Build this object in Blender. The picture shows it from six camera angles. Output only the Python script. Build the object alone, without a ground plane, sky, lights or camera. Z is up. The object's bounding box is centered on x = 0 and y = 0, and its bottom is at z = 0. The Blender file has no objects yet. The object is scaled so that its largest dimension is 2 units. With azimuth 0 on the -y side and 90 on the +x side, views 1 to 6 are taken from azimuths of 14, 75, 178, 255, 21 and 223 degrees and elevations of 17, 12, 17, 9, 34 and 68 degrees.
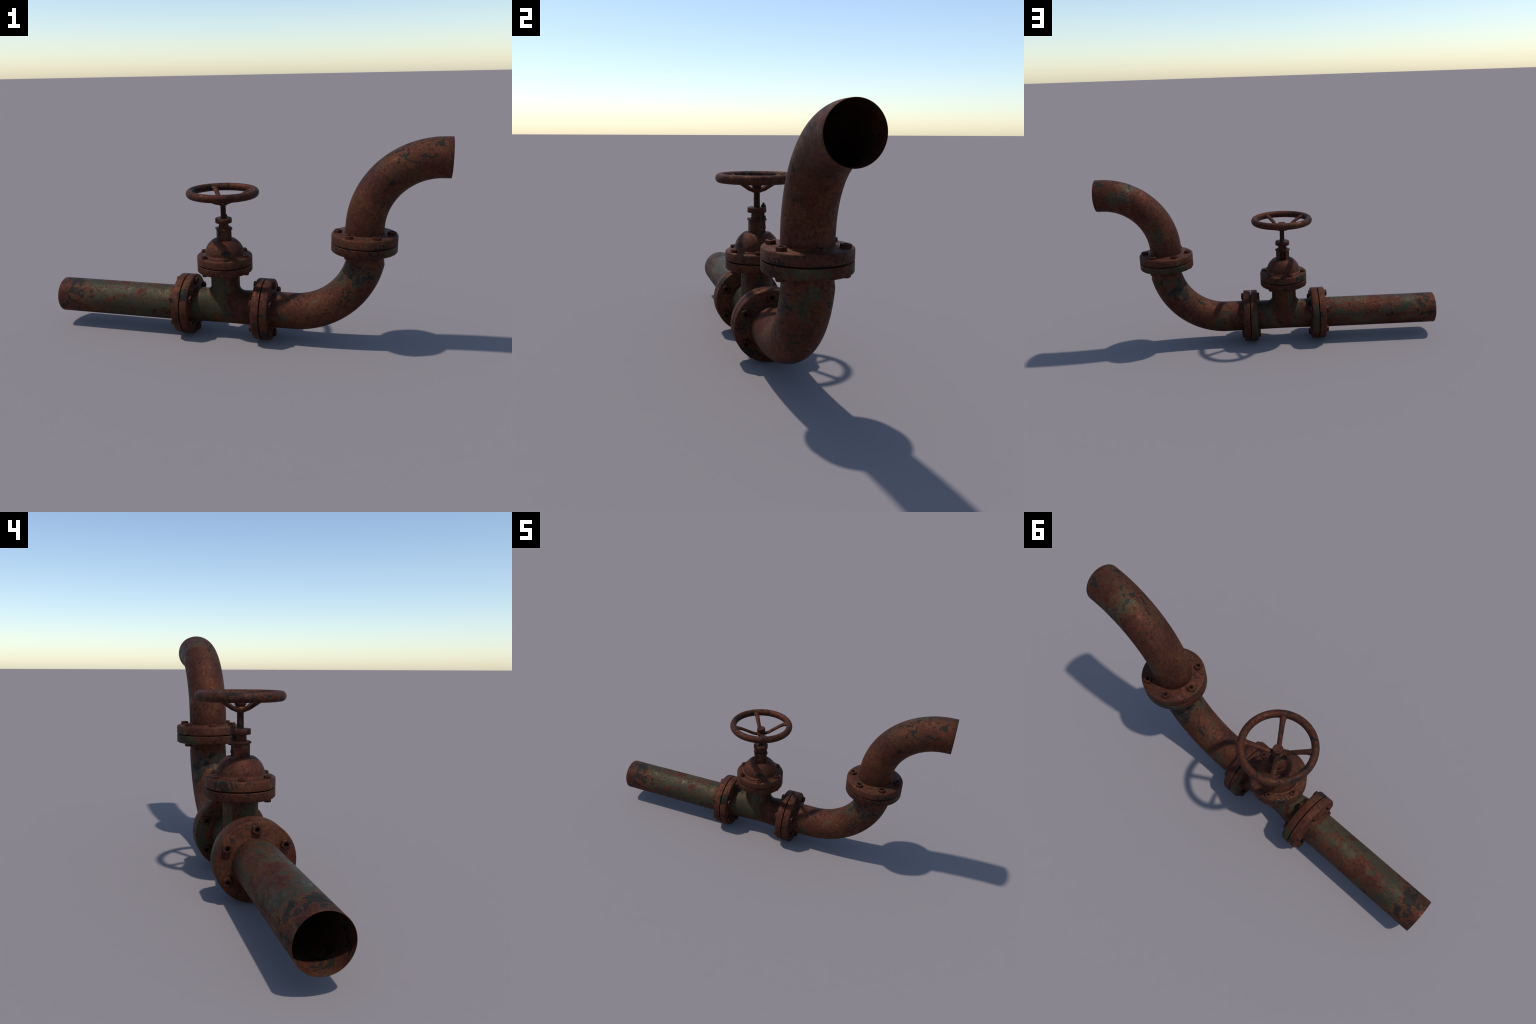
"""A rusted pipe run: straight pipe, gate valve with handwheel, two elbows,
joined by bolted flange pairs.  Everything lies in the plane y = 0."""
import bpy, bmesh, math, random
from mathutils import Vector, Matrix
from math import sin, cos, pi, radians, sqrt

random.seed(7)

# ------------------------------------------------------------------ sizes
PIPE_R = 0.0918          # outer radius of every pipe
WALL = 0.0018            # sheet thickness seen at the open ends
AXIS_Z = 0.1568          # height of the horizontal run
FLANGE_R = 0.1568
SEG = 64
VALVE_X = -0.0695        # valve axis
LEFT_JOINT = -0.2763     # flange seams
RIGHT_JOINT = 0.1385
RISER_X = 0.6290         # vertical pipe axis
RISER_JOINT = 0.5370     # seam height on the riser
BONNET_JOINT = 0.3947    # seam height on the valve
GAP = 0.0048

# ------------------------------------------------------------------ helpers
def new_object(name, mesh, parent, mat, angle=35):
    for p in mesh.polygons:
        p.use_smooth = True
    mesh.set_sharp_from_angle(angle=radians(angle))
    ob = bpy.data.objects.new(name, mesh)
    bpy.context.scene.collection.objects.link(ob)
    ob.parent = parent
    if mat is not None and len(mesh.materials) == 0:
        mesh.materials.append(mat)
    return ob


def mesh_from_bm(bm, name):
    bmesh.ops.remove_doubles(bm, verts=bm.verts, dist=1e-6)
    bmesh.ops.recalc_face_normals(bm, faces=bm.faces)
    me = bpy.data.meshes.new(name)
    bm.to_mesh(me)
    bm.free()
    return me


def bridge(bm, a, b, closed=True):
    n = len(a)
    for i in range(n if closed else n - 1):
        j = (i + 1) % n
        bm.faces.new((a[i], a[j], b[j], b[i]))


def revolve(bm, profile, frame, seg=SEG):
    """Sweep (radius, height) pairs round the z axis of frame."""
    rings = []
    for r, h in profile:
        if r < 1e-6:
            rings.append([bm.verts.new(frame @ Vector((0, 0, h)))])
        else:
            rings.append([bm.verts.new(frame @ Vector((r * cos(2 * pi * k / seg), r * sin(2 * pi * k / seg), h)))
                          for k in range(seg)])
    for a, b in zip(rings, rings[1:]):
        if len(a) == 1 and len(b) == 1:
            continue
        if len(a) == 1:
            for i in range(seg):
                bm.faces.new((a[0], b[i], b[(i + 1) % seg]))
        elif len(b) == 1:
            for i in range(seg):
                bm.faces.new((b[0], a[(i + 1) % seg], a[i]))
        else:
            bridge(bm, a, b)


def prism(bm, corners, z0, z1, frame, chamfer=0.0, hole=None):
    """Extruded convex polygon with chamfered ends; hole = (radius, depth) sinks a hexagonal socket at the top."""
    n = len(corners)
    cx = sum(c[0] for c in corners) / n
    cy = sum(c[1] for c in corners) / n
    def ring(scale, z):
        return [bm.verts.new(frame @ Vector((cx + (x - cx) * scale, cy + (y - cy) * scale, z))) for x, y in corners]
    rad = max(math.hypot(x - cx, y - cy) for x, y in corners)
    s = 1 - chamfer / rad
    rings = [ring(s, z0), ring(1, z0 + chamfer * 0.7), ring(1, z1 - chamfer * 0.7), ring(s, z1)]
    if hole:
        k = hole[0] / rad
        rings += [ring(k, z1), ring(k * 0.96, z1 - hole[1])]
    for a, b in zip(rings, rings[1:]):
        bridge(bm, a, b)
    bm.faces.new(list(reversed(rings[0])))
    bm.faces.new(rings[-1])


def sweep_circle(bm, path, radii, seg=SEG):
    """Loft circles whose planes contain the y axis along a path of ((x, z), tilt) in the plane y = 0."""
    rings = []
    for (x, z, tilt), r in zip(path, radii):
        side = Vector((-sin(tilt), 0, cos(tilt)))      # normal of the path inside the plane
        ring = []
        for k in range(seg):
            a = 2 * pi * k / seg
            ring.append(bm.verts.new(Vector((x, 0, z)) + side * (r * cos(a)) + Vector((0, r * sin(a), 0))))
        rings.append(ring)
    for a, b in zip(rings, rings[1:]):
        bridge(bm, a, b)
    return rings


FRAME_UP = Matrix.Identity(4)
def frame_z(x, z):
    return Matrix.Translation((x, 0, z))
def frame_x(x, z):
    """local z points along +x, local x points up."""
    m = Matrix(((0, 0, 1), (0, 1, 0), (-1, 0, 0))).to_4x4()
    m = Matrix(((0, 0, 1, x), (0, -1, 0, 0), (1, 0, 0, z), (0, 0, 0, 1)))
    return m


# ------------------------------------------------------------------ material
class Nodes:
    def __init__(self, mat):
        mat.use_nodes = True
        self.t = mat.node_tree
        self.t.nodes.clear()
        self.n = 0

    def add(self, kind, **props):
        nd = self.t.nodes.new(kind)
        self.n += 1
        nd.location = (220 * (self.n % 14), -220 * (self.n // 14))
        for k, v in props.items():
            setattr(nd, k, v)
        return nd

    def link(self, a, b):
        self.t.links.new(a, b)

    def put(self, socket, v):
        if hasattr(v, "is_output") or isinstance(v, bpy.types.NodeSocket):
            self.link(v, socket)
        else:
            socket.default_value = v

    def math(self, op, a, b=0.0, clamp=False):
        nd = self.add("ShaderNodeMath", operation=op, use_clamp=clamp)
        self.put(nd.inputs[0], a)
        self.put(nd.inputs[1], b)
        return nd.outputs[0]

    def noise(self, vec, scale, detail=6.0, rough=0.55, distort=0.0):
        nd = self.add("ShaderNodeTexNoise")
        self.link(vec, nd.inputs["Vector"])
        nd.inputs["Scale"].default_value = scale
        nd.inputs["Detail"].default_value = detail
        nd.inputs["Roughness"].default_value = rough
        nd.inputs["Distortion"].default_value = distort
        return nd.outputs["Fac"]

    def map(self, vec, loc=(0, 0, 0), rot=(0, 0, 0), scale=(1, 1, 1)):
        nd = self.add("ShaderNodeMapping")
        self.link(vec, nd.inputs["Vector"])
        nd.inputs["Location"].default_value = loc
        nd.inputs["Rotation"].default_value = rot
        nd.inputs["Scale"].default_value = scale
        return nd.outputs[0]

    def step(self, v, lo, hi, smooth=True):
        nd = self.add("ShaderNodeMapRange", interpolation_type="SMOOTHSTEP" if smooth else "LINEAR")
        self.put(nd.inputs["Value"], v)
        nd.inputs["From Min"].default_value = lo
        nd.inputs["From Max"].default_value = hi
        return nd.outputs["Result"]

    def ramp(self, v, stops):
        nd = self.add("ShaderNodeValToRGB")
        self.link(v, nd.inputs[0])
        els = nd.color_ramp.elements
        while len(els) < len(stops):
            els.new(0.5)
        for e, (p, c) in zip(els, stops):
            e.position = p
            e.color = (*c, 1)
        return nd.outputs[0]

    def mix(self, fac, a, b, blend="MIX"):
        nd = self.add("ShaderNodeMix", data_type="RGBA", blend_type=blend)
        self.put(nd.inputs[0], fac)
        for s, v in ((nd.inputs[6], a), (nd.inputs[7], b)):
            self.put(s, (*v, 1) if isinstance(v, tuple) and len(v) == 3 else v)
        return nd.outputs[2]

    def blob(self, vec, centre, size):
        """1 inside an ellipsoid, fading to 0 at twice its size."""
        m = self.map(vec, loc=tuple(-c / s for c, s in zip(centre, size)), scale=tuple(1 / s for s in size))
        ln = self.add("ShaderNodeVectorMath", operation="LENGTH")
        self.link(m, ln.inputs[0])
        return self.step(ln.outputs["Value"], 2.0, 0.4)

    def total(self, base, terms):
        for v, k in terms:
            base = self.math("ADD", base, self.math("MULTIPLY", v, k))
        return base


RUST_METAL = 0.72
RUST_DEEP = (0.0300, 0.0140, 0.0125)
RUST_RED = (0.0690, 0.0202, 0.0135)
RUST_MID = (0.0900, 0.0285, 0.0165)
RUST_ORANGE = (0.1250, 0.0480, 0.0220)
RUST_OCHRE = (0.0800, 0.0420, 0.0185)
RUST_RIM = (0.1300, 0.0540, 0.0250)
OLIVE_FILM = (0.0400, 0.0330, 0.0190)
PAINT_GREY = (0.0260, 0.0240, 0.0150)
PAINT_MID = (0.0375, 0.0325, 0.0175)
PAINT_OLIVE = (0.0600, 0.0430, 0.0205)
SCALE_DARK = (0.0125, 0.0125, 0.0118)
SCALE_GREY = (0.0230, 0.0215, 0.0180)


def rusty(name, paint=-0.25, dark=-0.18, streak=(1, 1, 1), seed=0.0, paint_at=(), dark_at=(), rust_at=(),
          per_object=False, tone=1.0, mottle=1.0):
    """Rust over old olive paint, with flaked-off dark scale.
    paint / dark shift how much of each shows; *_at are (centre, size, strength) places where it gathers."""
    mat = bpy.data.materials.new(name)
    N = Nodes(mat)
    tc = N.add("ShaderNodeTexCoord")
    obj = tc.outputs["Object"]
    if per_object:
        info = N.add("ShaderNodeObjectInfo")
        off = N.add("ShaderNodeVectorMath", operation="SCALE")
        off.inputs[0].default_value = (11.0, 7.0, 5.0)
        N.link(info.outputs["Random"], off.inputs["Scale"])
        ad = N.add("ShaderNodeVectorMath", operation="ADD")
        N.link(obj, ad.inputs[0])
        N.link(off.outputs[0], ad.inputs[1])
        co = ad.outputs[0]
    else:
        co = N.map(obj, loc=(seed, seed * 0.7, -seed * 1.3))
    sco = N.map(co, scale=streak)

    big = N.noise(co, 5.5, 5, 0.55)
    mid = N.noise(co, 19.0, 8, 0.62, 0.25)
    fine = N.noise(co, 85.0, 6, 0.65)
    grit = N.noise(co, 260.0, 3, 0.6)

    # rust: broad tone with mottling
    v = N.total(N.math("MULTIPLY", big, 0.55), [(mid, 0.35), (fine, 0.16)])
    rust = N.ramp(v, [(0.36, tuple(c * tone for c in RUST_DEEP)), (0.47, tuple(c * tone for c in RUST_RED)),
                      (0.57, tuple(c * tone for c in RUST_MID)), (0.68, tuple(c * tone for c in RUST_ORANGE))])
    grain = N.ramp(N.total(N.math("MULTIPLY", fine, 0.5), [(grit, 0.5)]), [(0.33, (0.50, 0.50, 0.52)), (0.67, (1.45, 1.40, 1.34))])
    rust = N.mix(0.8 * mottle, rust, grain, "MULTIPLY")

    ochre = N.step(N.noise(N.map(co, loc=(6.3, 0.9, 3.8)), 8.0, 8, 0.65, 0.4), 0.48, 0.66)
    rust = N.mix(N.math("MULTIPLY", ochre, 0.22), rust, RUST_OCHRE)
    film = N.step(N.noise(N.map(co, loc=(7.7, 3.3, 1.1)), 7.0, 7, 0.66, 0.3), 0.50, 0.68)
    rust = N.mix(N.math("MULTIPLY", film, 0.32), rust, OLIVE_FILM)
    deep = N.step(N.noise(N.map(co, loc=(0.4, 5.2, 9.1)), 15.0, 8, 0.68, 0.6), 0.55, 0.68)
    rust = N.mix(N.math("MULTIPLY", deep, 0.62), rust, RUST_DEEP)
    # flecks of scale, of bright rust and of paint residue, gathered in drifts
    drift = N.step(N.noise(N.map(co, loc=(8.8, 1.9, 4.6)), 9.0, 4, 0.6), 0.40, 0.62)
    fl1 = N.step(N.noise(N.map(co, loc=(1, 2, 3)), 58.0, 7, 0.7), 0.54, 0.60)
    fl2 = N.step(N.noise(N.map(co, loc=(3, 1, 2)), 70.0, 6, 0.7), 0.56, 0.63)
    fl3 = N.step(N.noise(N.map(co, loc=(2, 3, 1)), 48.0, 7, 0.72), 0.56, 0.61)
    rust = N.mix(N.math("MULTIPLY", fl3, N.math("MULTIPLY", drift, 0.8)), rust, OLIVE_FILM)
    rust = N.mix(N.math("MULTIPLY", fl2, 0.40), rust, RUST_RIM)
    rust = N.mix(N.math("MULTIPLY", fl1, N.math("ADD", 0.16, N.math("MULTIPLY", drift, 0.46))), rust, (0.0200, 0.0130, 0.0125))

    # old paint
    ptone = N.noise(N.map(sco, loc=(3.1, 1.7, 0.4)), 9.0, 5, 0.55)
    pcol = N.ramp(N.total(N.math("MULTIPLY", ptone, 0.8), [(fine, 0.2)]), [(0.38, PAINT_GREY), (0.5, PAINT_MID), (0.62, PAINT_OLIVE)])
    pcol = N.mix(0.5, pcol, grain, "MULTIPLY")
    pn = N.noise(N.map(sco, loc=(1.3, 8.1, 2.2)), 12.0, 10, 0.70, 0.45)
    terms = [(N.blob(obj, c, s), k) for c, s, k in paint_at]
    terms += [(N.blob(obj, c, s), -k) for c, s, k in rust_at]
    pn = N.math("MULTIPLY", pn, 1.5)
    pv = N.total(N.math("ADD", pn, paint - 0.25), terms)
    pits = N.noise(N.map(co, loc=(5, 5, 5)), 42.0, 4, 0.5)
    pv2 = N.math("SUBTRACT", pv, N.math("MULTIPLY", N.step(pits, 0.60, 0.66), 0.35))
    pmask = N.step(pv2, 0.495, 0.545)
    fade = N.step(N.noise(N.map(co, loc=(9, 2, 6)), 30.0, 6, 0.6), 0.25, 0.5)
    pmask = N.math("MULTIPLY", pmask, N.math("ADD", 0.45, N.math("MULTIPLY", fade, 0.55)))
    # rust bleeds brighter just outside the paint edge
    halo = N.math("MULTIPLY", N.step(pv2, 0.40, 0.50), 0.35)
    rust = N.mix(halo, rust, RUST_ORANGE)

    # dark scale, sharp flaky edges with an orange rim
    dn = N.noise(N.map(co, loc=(2.7, 4.4, 7.9)), 19.0, 10, 0.72, 0.7)
    dv = N.total(N.math("ADD", N.math("MULTIPLY", dn, 1.5), dark - 0.25), [(N.blob(obj, c, s), k) for c, s, k in dark_at])
    dmask = N.step(dv, 0.50, 0.522)
    drim = N.math("MULTIPLY", N.step(dv, 0.45, 0.50), 0.5)
    dcol = N.mix(N.step(mid, 0.3, 0.7), SCALE_DARK, SCALE_GREY)

    col = N.mix(pmask, rust, pcol)
    col = N.mix(drim, col, RUST_RIM)
    col = N.mix(N.math("MULTIPLY", dmask, 0.93), col, dcol)

    gloss = N.step(N.noise(N.map(co, loc=(4.1, 6.6, 0.2)), 26.0, 6, 0.65), 0.53, 0.66)
    rough = N.total(0.60, [(mid, 0.22), (pmask, -0.10), (dmask, 0.02), (gloss, -0.20), (fl1, 0.12)])
    height = N.total(N.math("MULTIPLY", fine, 0.45), [(grit, 0.2), (mid, 0.5), (dmask, -0.65), (pmask, -0.3), (fl1, -0.10), (fl2, 0.1)])
    bump = N.add("ShaderNodeBump")
    bump.inputs["Strength"].default_value = 0.55
    bump.inputs["Distance"].default_value = 0.0028
    N.link(height, bump.inputs["Height"])

    bsdf = N.add("ShaderNodeBsdfPrincipled")
    out = N.add("ShaderNodeOutputMaterial")
    N.link(col, bsdf.inputs["Base Color"])
    N.link(rough, bsdf.inputs["Roughness"])
    N.link(bump.outputs[0], bsdf.inputs["Normal"])
    bsdf.inputs["Specular IOR Level"].default_value = 0.22
    N.link(N.total(RUST_METAL, [(pmask, -0.30)]), bsdf.inputs["Metallic"])
    N.link(bsdf.outputs[0], out.inputs[0])
    return mat


M_PIPE = rusty("painted_pipe_metal", paint=0.065, dark=-0.125, streak=(0.45, 1, 1), seed=1.0,
               paint_at=[((-0.60, -0.08, 0.15), (0.13, 0.07, 0.09), 0.09), ((-0.45, -0.05, 0.16), (0.07, 0.08, 0.09), 0.08)],
               rust_at=[((-0.96, 0, 0.16), (0.07, 0.2, 0.2), 0.24), ((-0.335, -0.05, 0.12), (0.022, 0.1, 0.12), 0.30),
                        ((-0.78, -0.08, 0.10), (0.05, 0.05, 0.035), 0.25), ((-0.62, 0.05, 0.24), (0.035, 0.06, 0.05), 0.20),
                        ((-0.52, -0.06, 0.22), (0.025, 0.03, 0.02), 0.26)],
               dark_at=[((-0.915, 0, 0.17), (0.045, 0.15, 0.12), 0.145)])
M_BODY = rusty("valve_body_metal", paint=0.0, dark=-0.19, streak=(1, 1, 0.5), seed=4.0, tone=0.85,
               paint_at=[((-0.09, -0.08, 0.28), (0.032, 0.05, 0.09), 0.42), ((-0.17, -0.09, 0.16), (0.05, 0.05, 0.05), 0.20),
                         ((-0.10, 0.08, 0.28), (0.02, 0.03, 0.06), 0.18)],
               rust_at=[((0.03, -0.06, 0.12), (0.05, 0.08, 0.08), 0.3), ((-0.06, 0.07, 0.24), (0.035, 0.05, 0.10), 0.16)],
               dark_at=[((-0.05, -0.07, 0.28), (0.008, 0.02, 0.05), 0.26), ((0.0, 0.09, 0.14), (0.06, 0.03, 0.03), 0.22)])
M_ELBOW_LOW = rusty("lower_elbow_metal", paint=-0.14, dark=-0.165, seed=2.0,
                    paint_at=[((0.25, -0.08, 0.10), (0.04, 0.04, 0.06), 0.22), ((0.60, 0, 0.40), (0.12, 0.14, 0.06), 0.21),
                              ((0.30, 0.08, 0.17), (0.04, 0.04, 0.06), 0.16)],
                    dark_at=[((0.61, 0, 0.40), (0.11, 0.15, 0.055), 0.14), ((0.43, 0.07, 0.28), (0.02, 0.03, 0.03), 0.20),
                             ((0.56, -0.08, 0.30), (0.03, 0.04, 0.03), 0.18), ((0.54, 0.09, 0.33), (0.05, 0.04, 0.05), 0.14)])
M_ELBOW_UP = rusty("upper_elbow_metal", paint=-0.19, dark=-0.20, seed=3.0,
                   paint_at=[((0.82, 0.03, 0.97), (0.08, 0.06, 0.05), 0.27), ((0.66, 0.08, 0.72), (0.04, 0.04, 0.06), 0.26),
                             ((0.86, 0.08, 0.94), (0.08, 0.03, 0.03), 0.19)],
                   dark_at=[((0.81, -0.04, 0.965), (0.085, 0.08, 0.06), 0.20), ((0.955, -0.05, 1.02), (0.024, 0.03, 0.02), 0.23),
                            ((0.87, 0.07, 0.945), (0.08, 0.04, 0.04), 0.145), ((0.75, -0.07, 0.86), (0.03, 0.03, 0.05), 0.17),
                            ((0.96, 0.06, 1.01), (0.02, 0.03, 0.02), 0.22), ((0.72, 0.0, 0.89), (0.02, 0.03, 0.02), 0.24)])
M_FLANGE = rusty("flange_rust", paint=-0.20, dark=-0.115, seed=5.0,
                 dark_at=[((-0.26, -0.13, 0.24), (0.02, 0.05, 0.04), 0.16), ((0.70, -0.12, 0.54), (0.03, 0.05, 0.03), 0.18),
                          ((0.78, 0.0, 0.54), (0.02, 0.03, 0.02), 0.16), ((0.14, -0.12, 0.06), (0.05, 0.06, 0.04), 0.14)],
                 paint_at=[((0.56, 0.14, 0.56), (0.05, 0.04, 0.02), 0.22)])
M_FLANGE_PAINT = rusty("flange_rust_with_old_paint", paint=-0.18, dark=-0.125, seed=6.0,
                       paint_at=[((-0.26, 0.15, 0.14), (0.03, 0.05, 0.09), 0.36), ((0.115, 0.15, 0.16), (0.03, 0.05, 0.11), 0.36),
                                 ((0.58, 0.14, 0.515), (0.14, 0.05, 0.04), 0.36), ((0.76, -0.05, 0.515), (0.04, 0.06, 0.03), 0.28),
                                 ((0.52, -0.10, 0.515), (0.03, 0.04, 0.03), 0.28)],
                       dark_at=[((0.70, -0.13, 0.515), (0.03, 0.04, 0.03), 0.18), ((-0.257, -0.13, 0.24), (0.02, 0.05, 0.04), 0.20)])
M_BONNET = rusty("bonnet_rust", paint=-0.175, dark=-0.15, seed=8.0,
                 paint_at=[((-0.03, 0.08, 0.47), (0.04, 0.03, 0.035), 0.22), ((-0.14, -0.07, 0.49), (0.02, 0.02, 0.02), 0.20)],
                 dark_at=[((-0.03, -0.09, 0.462), (0.024, 0.02, 0.012), 0.22), ((-0.18, 0.09, 0.42), (0.04, 0.05, 0.02), 0.16)])
M_GLAND = rusty("gland_rust", paint=-0.15, dark=-0.13, seed=9.0, tone=0.85)
M_WHEEL = rusty("handwheel_rust", paint=-0.20, dark=-0.125, seed=10.0,
                dark_at=[((-0.23, 0.03, 0.76), (0.025, 0.07, 0.03), 0.18), ((-0.18, 0.12, 0.76), (0.03, 0.03, 0.03), 0.12),
                         ((-0.13, 0.02, 0.73), (0.07, 0.02, 0.03), 0.10)])
M_BOLT = rusty("bolt_rust", paint=-0.3, dark=-0.2, per_object=True, tone=0.85)
M_SOCKET = rusty("socket_painted_shade", paint=-0.4, dark=0.30, per_object=True, tone=0.4)
M_STEM = rusty("stem_rust", paint=-0.3, dark=-0.06, seed=12.0, tone=0.6)

# ------------------------------------------------------------------ the thing
root = bpy.data.objects.new("rusty_pipe_valve", None)
root.empty_display_size = 0.2
bpy.context.scene.collection.objects.link(root)
root["label"] = "rusty bent iron pipe with flanged gate valve and handwheel"
root["category"] = "pipe valve"

# ---- straight pipe (open at the far end)
bm = bmesh.new()
fx = frame_x(0, AXIS_Z)
x0, x1 = -1.0, LEFT_JOINT - 0.03
revolve(bm, [(PIPE_R - WALL, x1)] + [(PIPE_R - WALL, x0 + (x1 - x0) * t) for t in (0.6, 0.3, 0.002)] +
        [(PIPE_R - WALL * 0.75, x0), (PIPE_R - WALL * 0.25, x0), (PIPE_R, x0 + 0.001)] +
        [(PIPE_R, x0 + (x1 - x0) * t) for t in (0.3, 0.6, 1.0)], fx)
straight = new_object("straight_pipe", mesh_from_bm(bm, "straight_pipe"), root, M_PIPE)

# ---- valve body: pipe with a vertical branch and a rolling-ball fillet
NECK_R, FILLET = 0.0737, 0.030
BODY_R = 0.0896               # the casting is a hair slimmer than the pipes
NECK_Y = 0.0892              # across the run, before the waist is drawn in
WAIST = 0.800


def waist(v):
    """The casting is drawn in sideways to the neck's width and swells again to the flanges."""
    t = (abs(v.x - VALVE_X) - 0.050) / 0.108
    t = min(max(t, 0.0), 1.0)
    t = 0.75 * t + 0.25 * t * t * (3 - 2 * t)
    low = min(max((AXIS_Z - v.z) / PIPE_R, 0.0), 1.0)
    t += (1 - t) * 0.55 * low
    return Vector((v.x, v.y * (WAIST + (1 - WAIST) * t), v.z))


bm = bmesh.new()
revolve(bm, [(BODY_R, LEFT_JOINT + 0.01 + (RIGHT_JOINT - LEFT_JOINT - 0.02) * t / 40) for t in range(41)], fx)
fine_seg = 96
STEPS = 9
def branch_ring(step):
    ring = []
    for k in range(fine_seg):
        a = 2 * pi * k / fine_seg
        foot = Vector((NECK_R * cos(a), NECK_Y * sin(a), 0))
        nrm = Vector((cos(a) / NECK_R, sin(a) / NECK_Y, 0)).normalized()
        c = foot + nrm * FILLET
        c.z = sqrt(max((BODY_R + FILLET) ** 2 - c.y ** 2, 0))
        p_neck = -nrm
        p_pipe = -Vector((0, c.y, c.z)).normalized()
        ang = p_neck.angle(p_pipe)
        d = p_neck.slerp(p_pipe, step) if ang > 1e-3 else p_neck
        ring.append(bm.verts.new(c + d * FILLET + Vector((VALVE_X, 0, AXIS_Z))))
    return ring
prev = [bm.verts.new(Vector((VALVE_X + NECK_R * cos(2 * pi * k / fine_seg), NECK_Y * sin(2 * pi * k / fine_seg), BONNET_JOINT - 0.03)))
        for k in range(fine_seg)]
for s in range(STEPS + 1):
    ring = branch_ring(s / STEPS)
    bridge(bm, prev, ring)
    prev = ring
# tuck the edge a little into the pipe wall
tuck = []
for v in prev:
    d = Vector((0, v.co.y, v.co.z - AXIS_Z)).normalized()
    tuck.append(bm.verts.new(v.co - d * 0.003))
bridge(bm, prev, tuck)
for v in bm.verts:
    v.co = waist(v.co)
body = new_object("valve_body", mesh_from_bm(bm, "valve_body"), root, M_BODY, angle=50)

# ---- lower elbow: horizontal, then a 77 degree bend, then a short raked collar up to the flange
R_LOW, CX_LOW, PHI_LOW = 0.3570, 0.2870, radians(79.2)
path, radii = [(RIGHT_JOINT + 0.01, AXIS_Z, 0.0)], [PIPE_R]
for k in range(49):
    a = PHI_LOW * k / 48
    path.append((CX_LOW + R_LOW * sin(a), AXIS_Z + R_LOW * (1 - cos(a)), a))
    radii.append(PIPE_R)
path.append((RISER_X + 0.002, 0.4915, pi / 2))
radii.append(0.0880)
path.append((RISER_X, RISER_JOINT - 0.02, pi / 2))
radii.append(0.0860)
bm = bmesh.new()
sweep_circle(bm, path, radii)
elbow_low = new_object("elbow_pipe", mesh_from_bm(bm, "elbow_pipe"), root, M_ELBOW_LOW, angle=30)

# ---- upper elbow: up from the flange, then a quarter turn to the open mouth
R_UP = 0.3400
OUT_Z = 0.9432
cx, cz = RISER_X + R_UP, OUT_Z - R_UP
outer = [(RISER_X, RISER_JOINT + 0.02, pi / 2), (RISER_X, RISER_JOINT + 0.05, pi / 2)]
for k in range(57):
    a = (pi / 2) * k / 56
    outer.append((cx - R_UP * cos(a), cz + R_UP * sin(a), pi / 2 - a))
outer.append((1.0, OUT_Z, 0.0))
path = list(outer)
radii = [PIPE_R] * len(path)
path[-1] = (0.9992, OUT_Z, 0.0)
path += [(1.0, OUT_Z, 0.0), (1.0, OUT_Z, 0.0), (0.998, OUT_Z, 0.0)]
radii += [PIPE_R - WALL * 0.25, PIPE_R - WALL * 0.75, PIPE_R - WALL]
inner = list(reversed(outer[2:-1]))
path += inner
radii += [PIPE_R - WALL] * len(inner)
bm = bmesh.new()
sweep_circle(bm, path, radii)
elbow_up = new_object("elbow_pipe", mesh_from_bm(bm, "elbow_pipe"), root, M_ELBOW_UP, angle=40)

# ---- bolts: hexagonal nut with a sunk socket
def bolt_mesh(name, r, h, hole, depth):
    bm = bmesh.new()
    hexa = [(r * cos(pi / 3 * k), r * sin(pi / 3 * k)) for k in range(6)]
    prism(bm, hexa, -0.002, h, Matrix.Identity(4), chamfer=r * 0.12, hole=(hole, depth))
    me = mesh_from_bm(bm, name)
    me.materials.append(M_BOLT)
    me.materials.append(M_SOCKET)          # near-black rust paints the hole's shade onto its inner faces
    for p in me.polygons:
        p.use_smooth = False
        inside = max(math.hypot(me.vertices[i].co.x, me.vertices[i].co.y) for i in p.vertices) < hole * 1.02
        p.material_index = 1 if inside else 0
    return me

BOLT_BIG = bolt_mesh("bolt", 0.0200, 0.0142, 0.0100, 0.0140)
BOLT_SMALL = bolt_mesh("bolt_small", 0.0152, 0.0118, 0.0075, 0.0115)


def bolts(parent, mesh, frame, radius, height, first, direction):
    for k in range(6):
        a = first + k * pi / 3
        m = frame @ Matrix.Translation((radius * cos(a), radius * sin(a), height))
        if direction < 0:
            m = m @ Matrix.Rotation(pi, 4, "X")
        m = m @ Matrix.Rotation(random.uniform(-0.35, 0.35), 4, "Z")
        ob = bpy.data.objects.new("bolt", mesh)
        bpy.context.scene.collection.objects.link(ob)
        ob.parent = parent
        ob.matrix_local = m


def flange(name, frame, direction, thick, radius, bore, mat, collar, bolt, bolt_r, first):
    """A disc on one side of a seam; direction +-1 along the frame axis. The seam side is flat, the far side chamfered."""
    g, t, c = GAP / 2, thick, 0.0055
    prof = [(bore, g), (radius - 0.0018, g), (radius, g + 0.0018), (radius, t - c), (radius - 0.002, t - c * 0.42),
            (radius - c, t), (collar + 0.006, t), (collar + 0.0012, t + 0.0022), (collar, t + 0.005), (bore, t + 0.005)]
    # half of the gasket that closes the groove
    prof = [(radius - 0.030, -0.0004), (radius - 0.030, g)] + prof[1:]
    bm = bmesh.new()
    revolve(bm, [(r, h * direction) for r, h in prof], frame)
    ob = new_object(name, mesh_from_bm(bm, name), root, mat, angle=40)
    bolts(ob, bolt, frame, bolt_r, t * direction, first, direction)
    return ob

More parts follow.
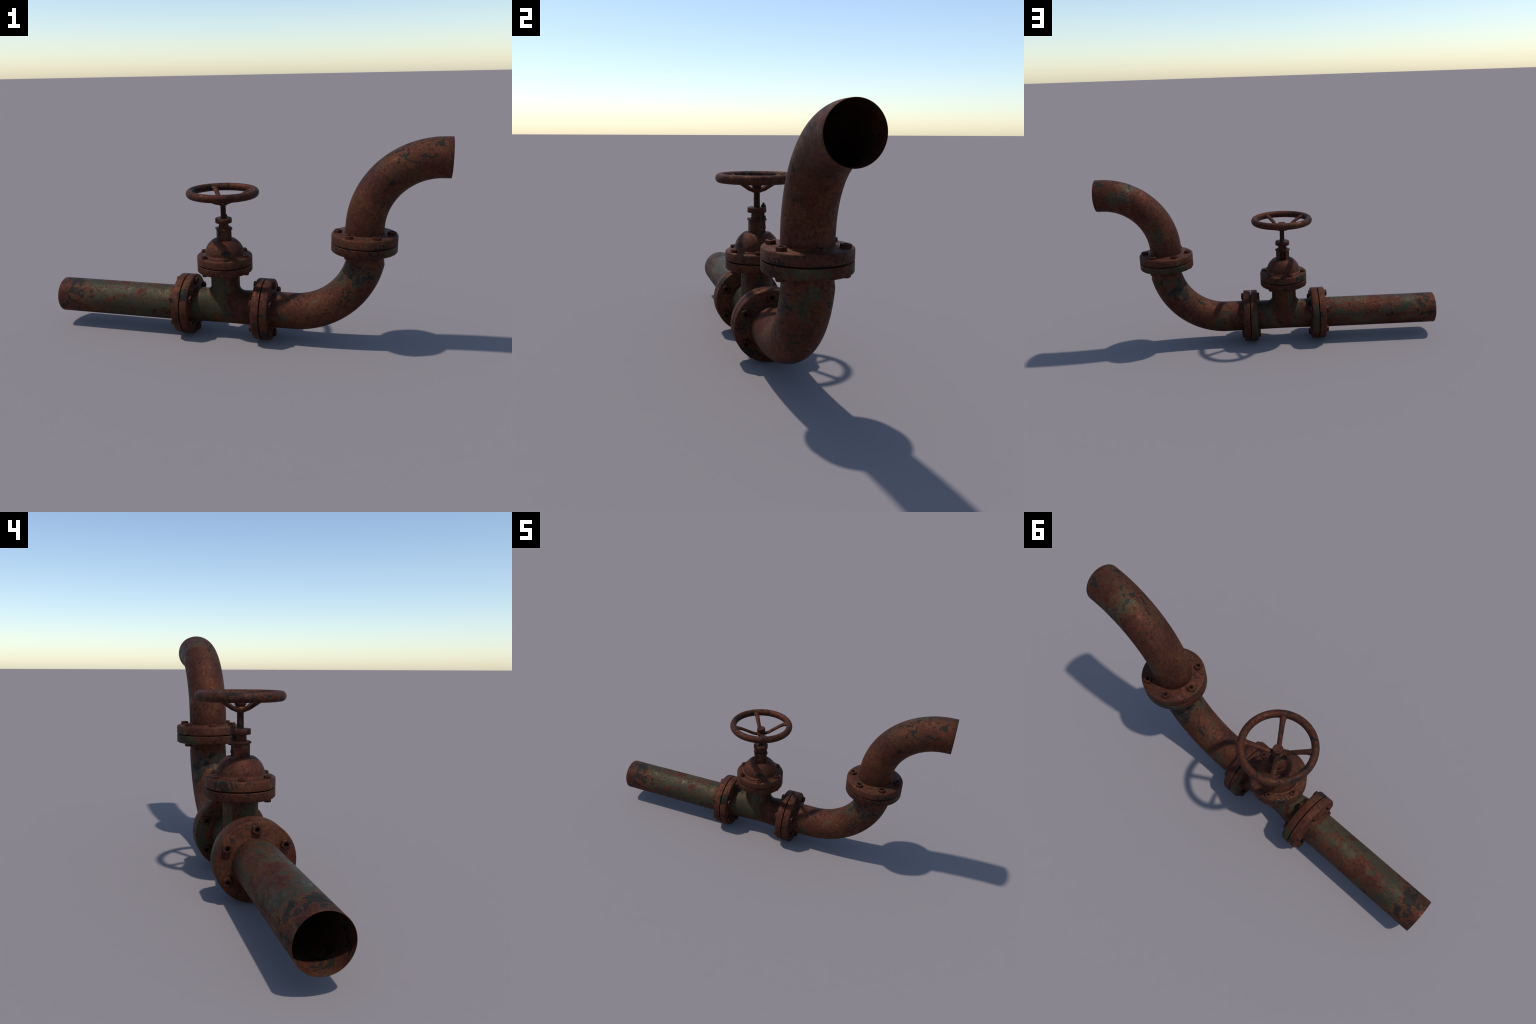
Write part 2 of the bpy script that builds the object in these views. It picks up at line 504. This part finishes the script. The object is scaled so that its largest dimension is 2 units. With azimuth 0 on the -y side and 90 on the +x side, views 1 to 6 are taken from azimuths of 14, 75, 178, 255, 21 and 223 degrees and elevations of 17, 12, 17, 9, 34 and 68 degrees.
T = 0.0420
fl = frame_x(LEFT_JOINT, AXIS_Z)
fr = frame_x(RIGHT_JOINT, AXIS_Z)
fv = frame_z(RISER_X, RISER_JOINT)
fb = frame_z(VALVE_X, BONNET_JOINT)
BC = 0.1275
flange("flange", fl, -1, T, FLANGE_R, PIPE_R - 0.002, M_FLANGE, PIPE_R + 0.003, BOLT_BIG, BC, 0.0)
flange("flange", fl, 1, T, FLANGE_R, PIPE_R - 0.002, M_FLANGE_PAINT, PIPE_R + 0.003, BOLT_BIG, BC, 0.0)
flange("flange", fr, -1, T, FLANGE_R, PIPE_R - 0.002, M_FLANGE_PAINT, PIPE_R + 0.003, BOLT_BIG, BC, 0.0)
flange("flange", fr, 1, T, FLANGE_R, PIPE_R - 0.002, M_FLANGE, PIPE_R + 0.003, BOLT_BIG, BC, 0.0)
flange("flange", fv, -1, T, FLANGE_R, 0.084, M_FLANGE_PAINT, 0.0885, BOLT_BIG, 0.1265, 0.0)
flange("flange", fv, 1, T + 0.0010, FLANGE_R, PIPE_R - 0.002, M_FLANGE, PIPE_R + 0.002, BOLT_BIG, 0.1265, 0.0)
flange("flange", fb, -1, 0.0402, 0.1405, NECK_R - 0.002, M_FLANGE, NECK_R + 0.002, BOLT_SMALL, 0.1190, radians(-11))

# ---- bonnet: flange and dome in one casting
g, R = GAP / 2, 0.1405
t = 0.0420
DOME = [(0.0990, 0.4460), (0.0985, 0.4540), (0.0965, 0.4640), (0.0930, 0.4740), (0.0880, 0.4840), (0.0815, 0.4940), (0.0735, 0.5030),
        (0.0650, 0.5105), (0.0590, 0.5150), (0.0565, 0.5157), (0.0, 0.5160)]
prof = [(R - 0.030, -0.0004), (R - 0.030, g), (R - 0.0018, g), (R, g + 0.0018), (R, t - 0.0055), (R - 0.002, t - 0.0025), (R - 0.0055, t),
        (0.1100, t), (0.1085, t + 0.0040), (0.1020, t + 0.0058)]
prof += [(r, z - BONNET_JOINT) for r, z in DOME]
bm = bmesh.new()
revolve(bm, prof, fb)
bonnet = new_object("bonnet", mesh_from_bm(bm, "bonnet"), root, M_BONNET, angle=38)
bolts(bonnet, BOLT_SMALL, fb, 0.1190, t, radians(-11), 1)

# ---- gland: slotted hexagonal post, plate, packing sleeve and follower
def hexagon(r):
    return [(r * cos(pi / 3 * k), r * sin(pi / 3 * k)) for k in range(6)]

fa = frame_z(VALVE_X, 0)

HEX_R = 0.0395
h6 = hexagon(HEX_R)
slot = 0.0140            # half width of the slot in the +y face
fy = HEX_R * sin(pi / 3)
depth = 0.020
post = [h6[0], h6[1], (h6[1][0] - 0.0, fy), (slot, fy), (slot, fy - depth), (-slot, fy - depth), (-slot, fy), h6[2], h6[3], h6[4], h6[5]]
post = [post[0], post[1]] + post[3:]
bm = bmesh.new()
lo = [bm.verts.new(fa @ Vector((x, y, 0.5130))) for x, y in post]
hi = [bm.verts.new(fa @ Vector((x, y, 0.5690))) for x, y in post]
bridge(bm, lo, hi)
bm.faces.new(hi)
bm.faces.new(list(reversed(lo)))
gland = new_object("gland", mesh_from_bm(bm, "gland"), root, M_GLAND, angle=25)

def plate_outline(r, rc):
    pts = []
    for k in range(6):
        a = pi / 3 * k
        c = Vector((cos(a), sin(a))) * (r - rc * 1.15)
        for j in range(5):
            b = a - pi / 6 + pi / 3 * j / 4
            pts.append((c.x + rc * cos(b), c.y + rc * sin(b)))
    return pts
bm = bmesh.new()
prism(bm, plate_outline(0.0455, 0.006), 0.5695, 0.5780, fa, chamfer=0.0012)
new_object("plate", mesh_from_bm(bm, "plate"), gland, M_GLAND, angle=35)

bm = bmesh.new()
revolve(bm, [(0.0, 0.577), (0.0258, 0.577), (0.0252, 0.583), (0.0240, 0.606), (0.0, 0.606)], fa, 32)
new_object("sleeve", mesh_from_bm(bm, "sleeve"), gland, M_GLAND, angle=35)
bm = bmesh.new()
revolve(bm, [(0.0, 0.6045), (0.0408, 0.6045), (0.0418, 0.6055), (0.0418, 0.6253), (0.0408, 0.6265), (0.0, 0.6265)], fa, 32)
new_object("follower", mesh_from_bm(bm, "follower"), gland, M_GLAND, angle=50)

ROD_Y = 0.0300
fr2 = Matrix.Translation((VALVE_X, ROD_Y, 0))
bm = bmesh.new()
revolve(bm, [(0.0, 0.521), (0.0050, 0.521), (0.0050, 0.6445), (0.0040, 0.6460), (0.0, 0.6460)], fr2, 16)
for z0, z1 in ((0.6255, 0.6375), (0.5785, 0.5885)):
    prism(bm, hexagon(0.0108), z0, z1, fr2, chamfer=0.001)
# eye and cross pin at the foot of the slot
pin = Matrix.Translation((VALVE_X, 0, 0.5365)) @ Matrix.Rotation(-pi / 2, 4, "X")
revolve(bm, [(0.0, 0.018), (0.0075, 0.018), (0.0075, 0.0375), (0.0060, 0.0400), (0.0, 0.0400)], pin, 16)
new_object("gland_bolt", mesh_from_bm(bm, "gland_bolt"), gland, M_STEM, angle=35)

# ---- stem
bm = bmesh.new()
revolve(bm, [(0.0, 0.600), (0.0138, 0.600), (0.0134, 0.700), (0.0, 0.700)], fa, 32)
new_object("stem", mesh_from_bm(bm, "stem"), root, M_STEM, angle=35)

# ---- handwheel: rim, four dished spokes, hub, cap
RIM_Z, RIM_R, TUBE = 0.7555, 0.1630, 0.0178
bm = bmesh.new()
n_tube = 20
rings = []
for k in range(96):
    a = 2 * pi * k / 96
    rings.append([bm.verts.new(fa @ Vector(((RIM_R + TUBE * cos(b)) * cos(a), (RIM_R + TUBE * cos(b)) * sin(a), RIM_Z + TUBE * 1.12 * sin(b))))
                  for b in (2 * pi * j / n_tube for j in range(n_tube))])
for i in range(96):
    bridge(bm, rings[i], rings[(i + 1) % 96])
wheel = new_object("handwheel", mesh_from_bm(bm, "handwheel"), root, M_WHEEL, angle=60)

bm = bmesh.new()
revolve(bm, [(0.0, 0.6905), (0.0150, 0.6905), (0.0215, 0.6930), (0.0262, 0.6985), (0.0272, 0.7050), (0.0255, 0.7115), (0.0210, 0.7145), (0.0, 0.7145)], fa, 32)
new_object("hub", mesh_from_bm(bm, "hub"), wheel, M_WHEEL, angle=60)
bm = bmesh.new()
revolve(bm, [(0.0, 0.713), (0.0190, 0.713), (0.0190, 0.7185), (0.0222, 0.7190), (0.0236, 0.7205), (0.0236, 0.7365), (0.0215, 0.7400), (0.0, 0.7412)], fa, 32)
new_object("hub_cap", mesh_from_bm(bm, "hub_cap"), wheel, M_WHEEL, angle=45)

# spoke centre line (radius, height) and half widths
LINE = [(0.012, 0.7025), (0.028, 0.7035), (0.045, 0.7085), (0.062, 0.7175), (0.080, 0.7270), (0.098, 0.7365), (0.116, 0.7450),
        (0.132, 0.7505), (0.144, 0.7530), (0.152, 0.7545), (0.160, 0.7550)]
HALF = [(0.0112, 0.0085), (0.0112, 0.0085), (0.0112, 0.0082), (0.0114, 0.0080), (0.0117, 0.0080), (0.0121, 0.0080), (0.0126, 0.0082),
        (0.0136, 0.0088), (0.0165, 0.0105), (0.0220, 0.0125), (0.0260, 0.0135)]
for s in range(4):
    a = radians(33.5 + 90 * s)
    rad, tan = Vector((cos(a), sin(a), 0)), Vector((-sin(a), cos(a), 0))
    bm = bmesh.new()
    rings = []
    for i, ((r, z), (w, h)) in enumerate(zip(LINE, HALF)):
        p, q = LINE[max(i - 1, 0)], LINE[min(i + 1, len(LINE) - 1)]
        d = Vector((q[0] - p[0], q[1] - p[1])).normalized()
        nrm = rad * -d.y + Vector((0, 0, 1)) * d.x
        c = rad * r + Vector((VALVE_X, 0, z))
        rings.append([bm.verts.new(c + tan * (w * cos(b)) + nrm * (h * sin(b))) for b in (2 * pi * j / 16 for j in range(16))])
    for x, y in zip(rings, rings[1:]):
        bridge(bm, x, y)
    bm.faces.new(rings[-1])
    bm.faces.new(list(reversed(rings[0])))
    new_object("spoke", mesh_from_bm(bm, "spoke"), wheel, M_WHEEL, angle=60)
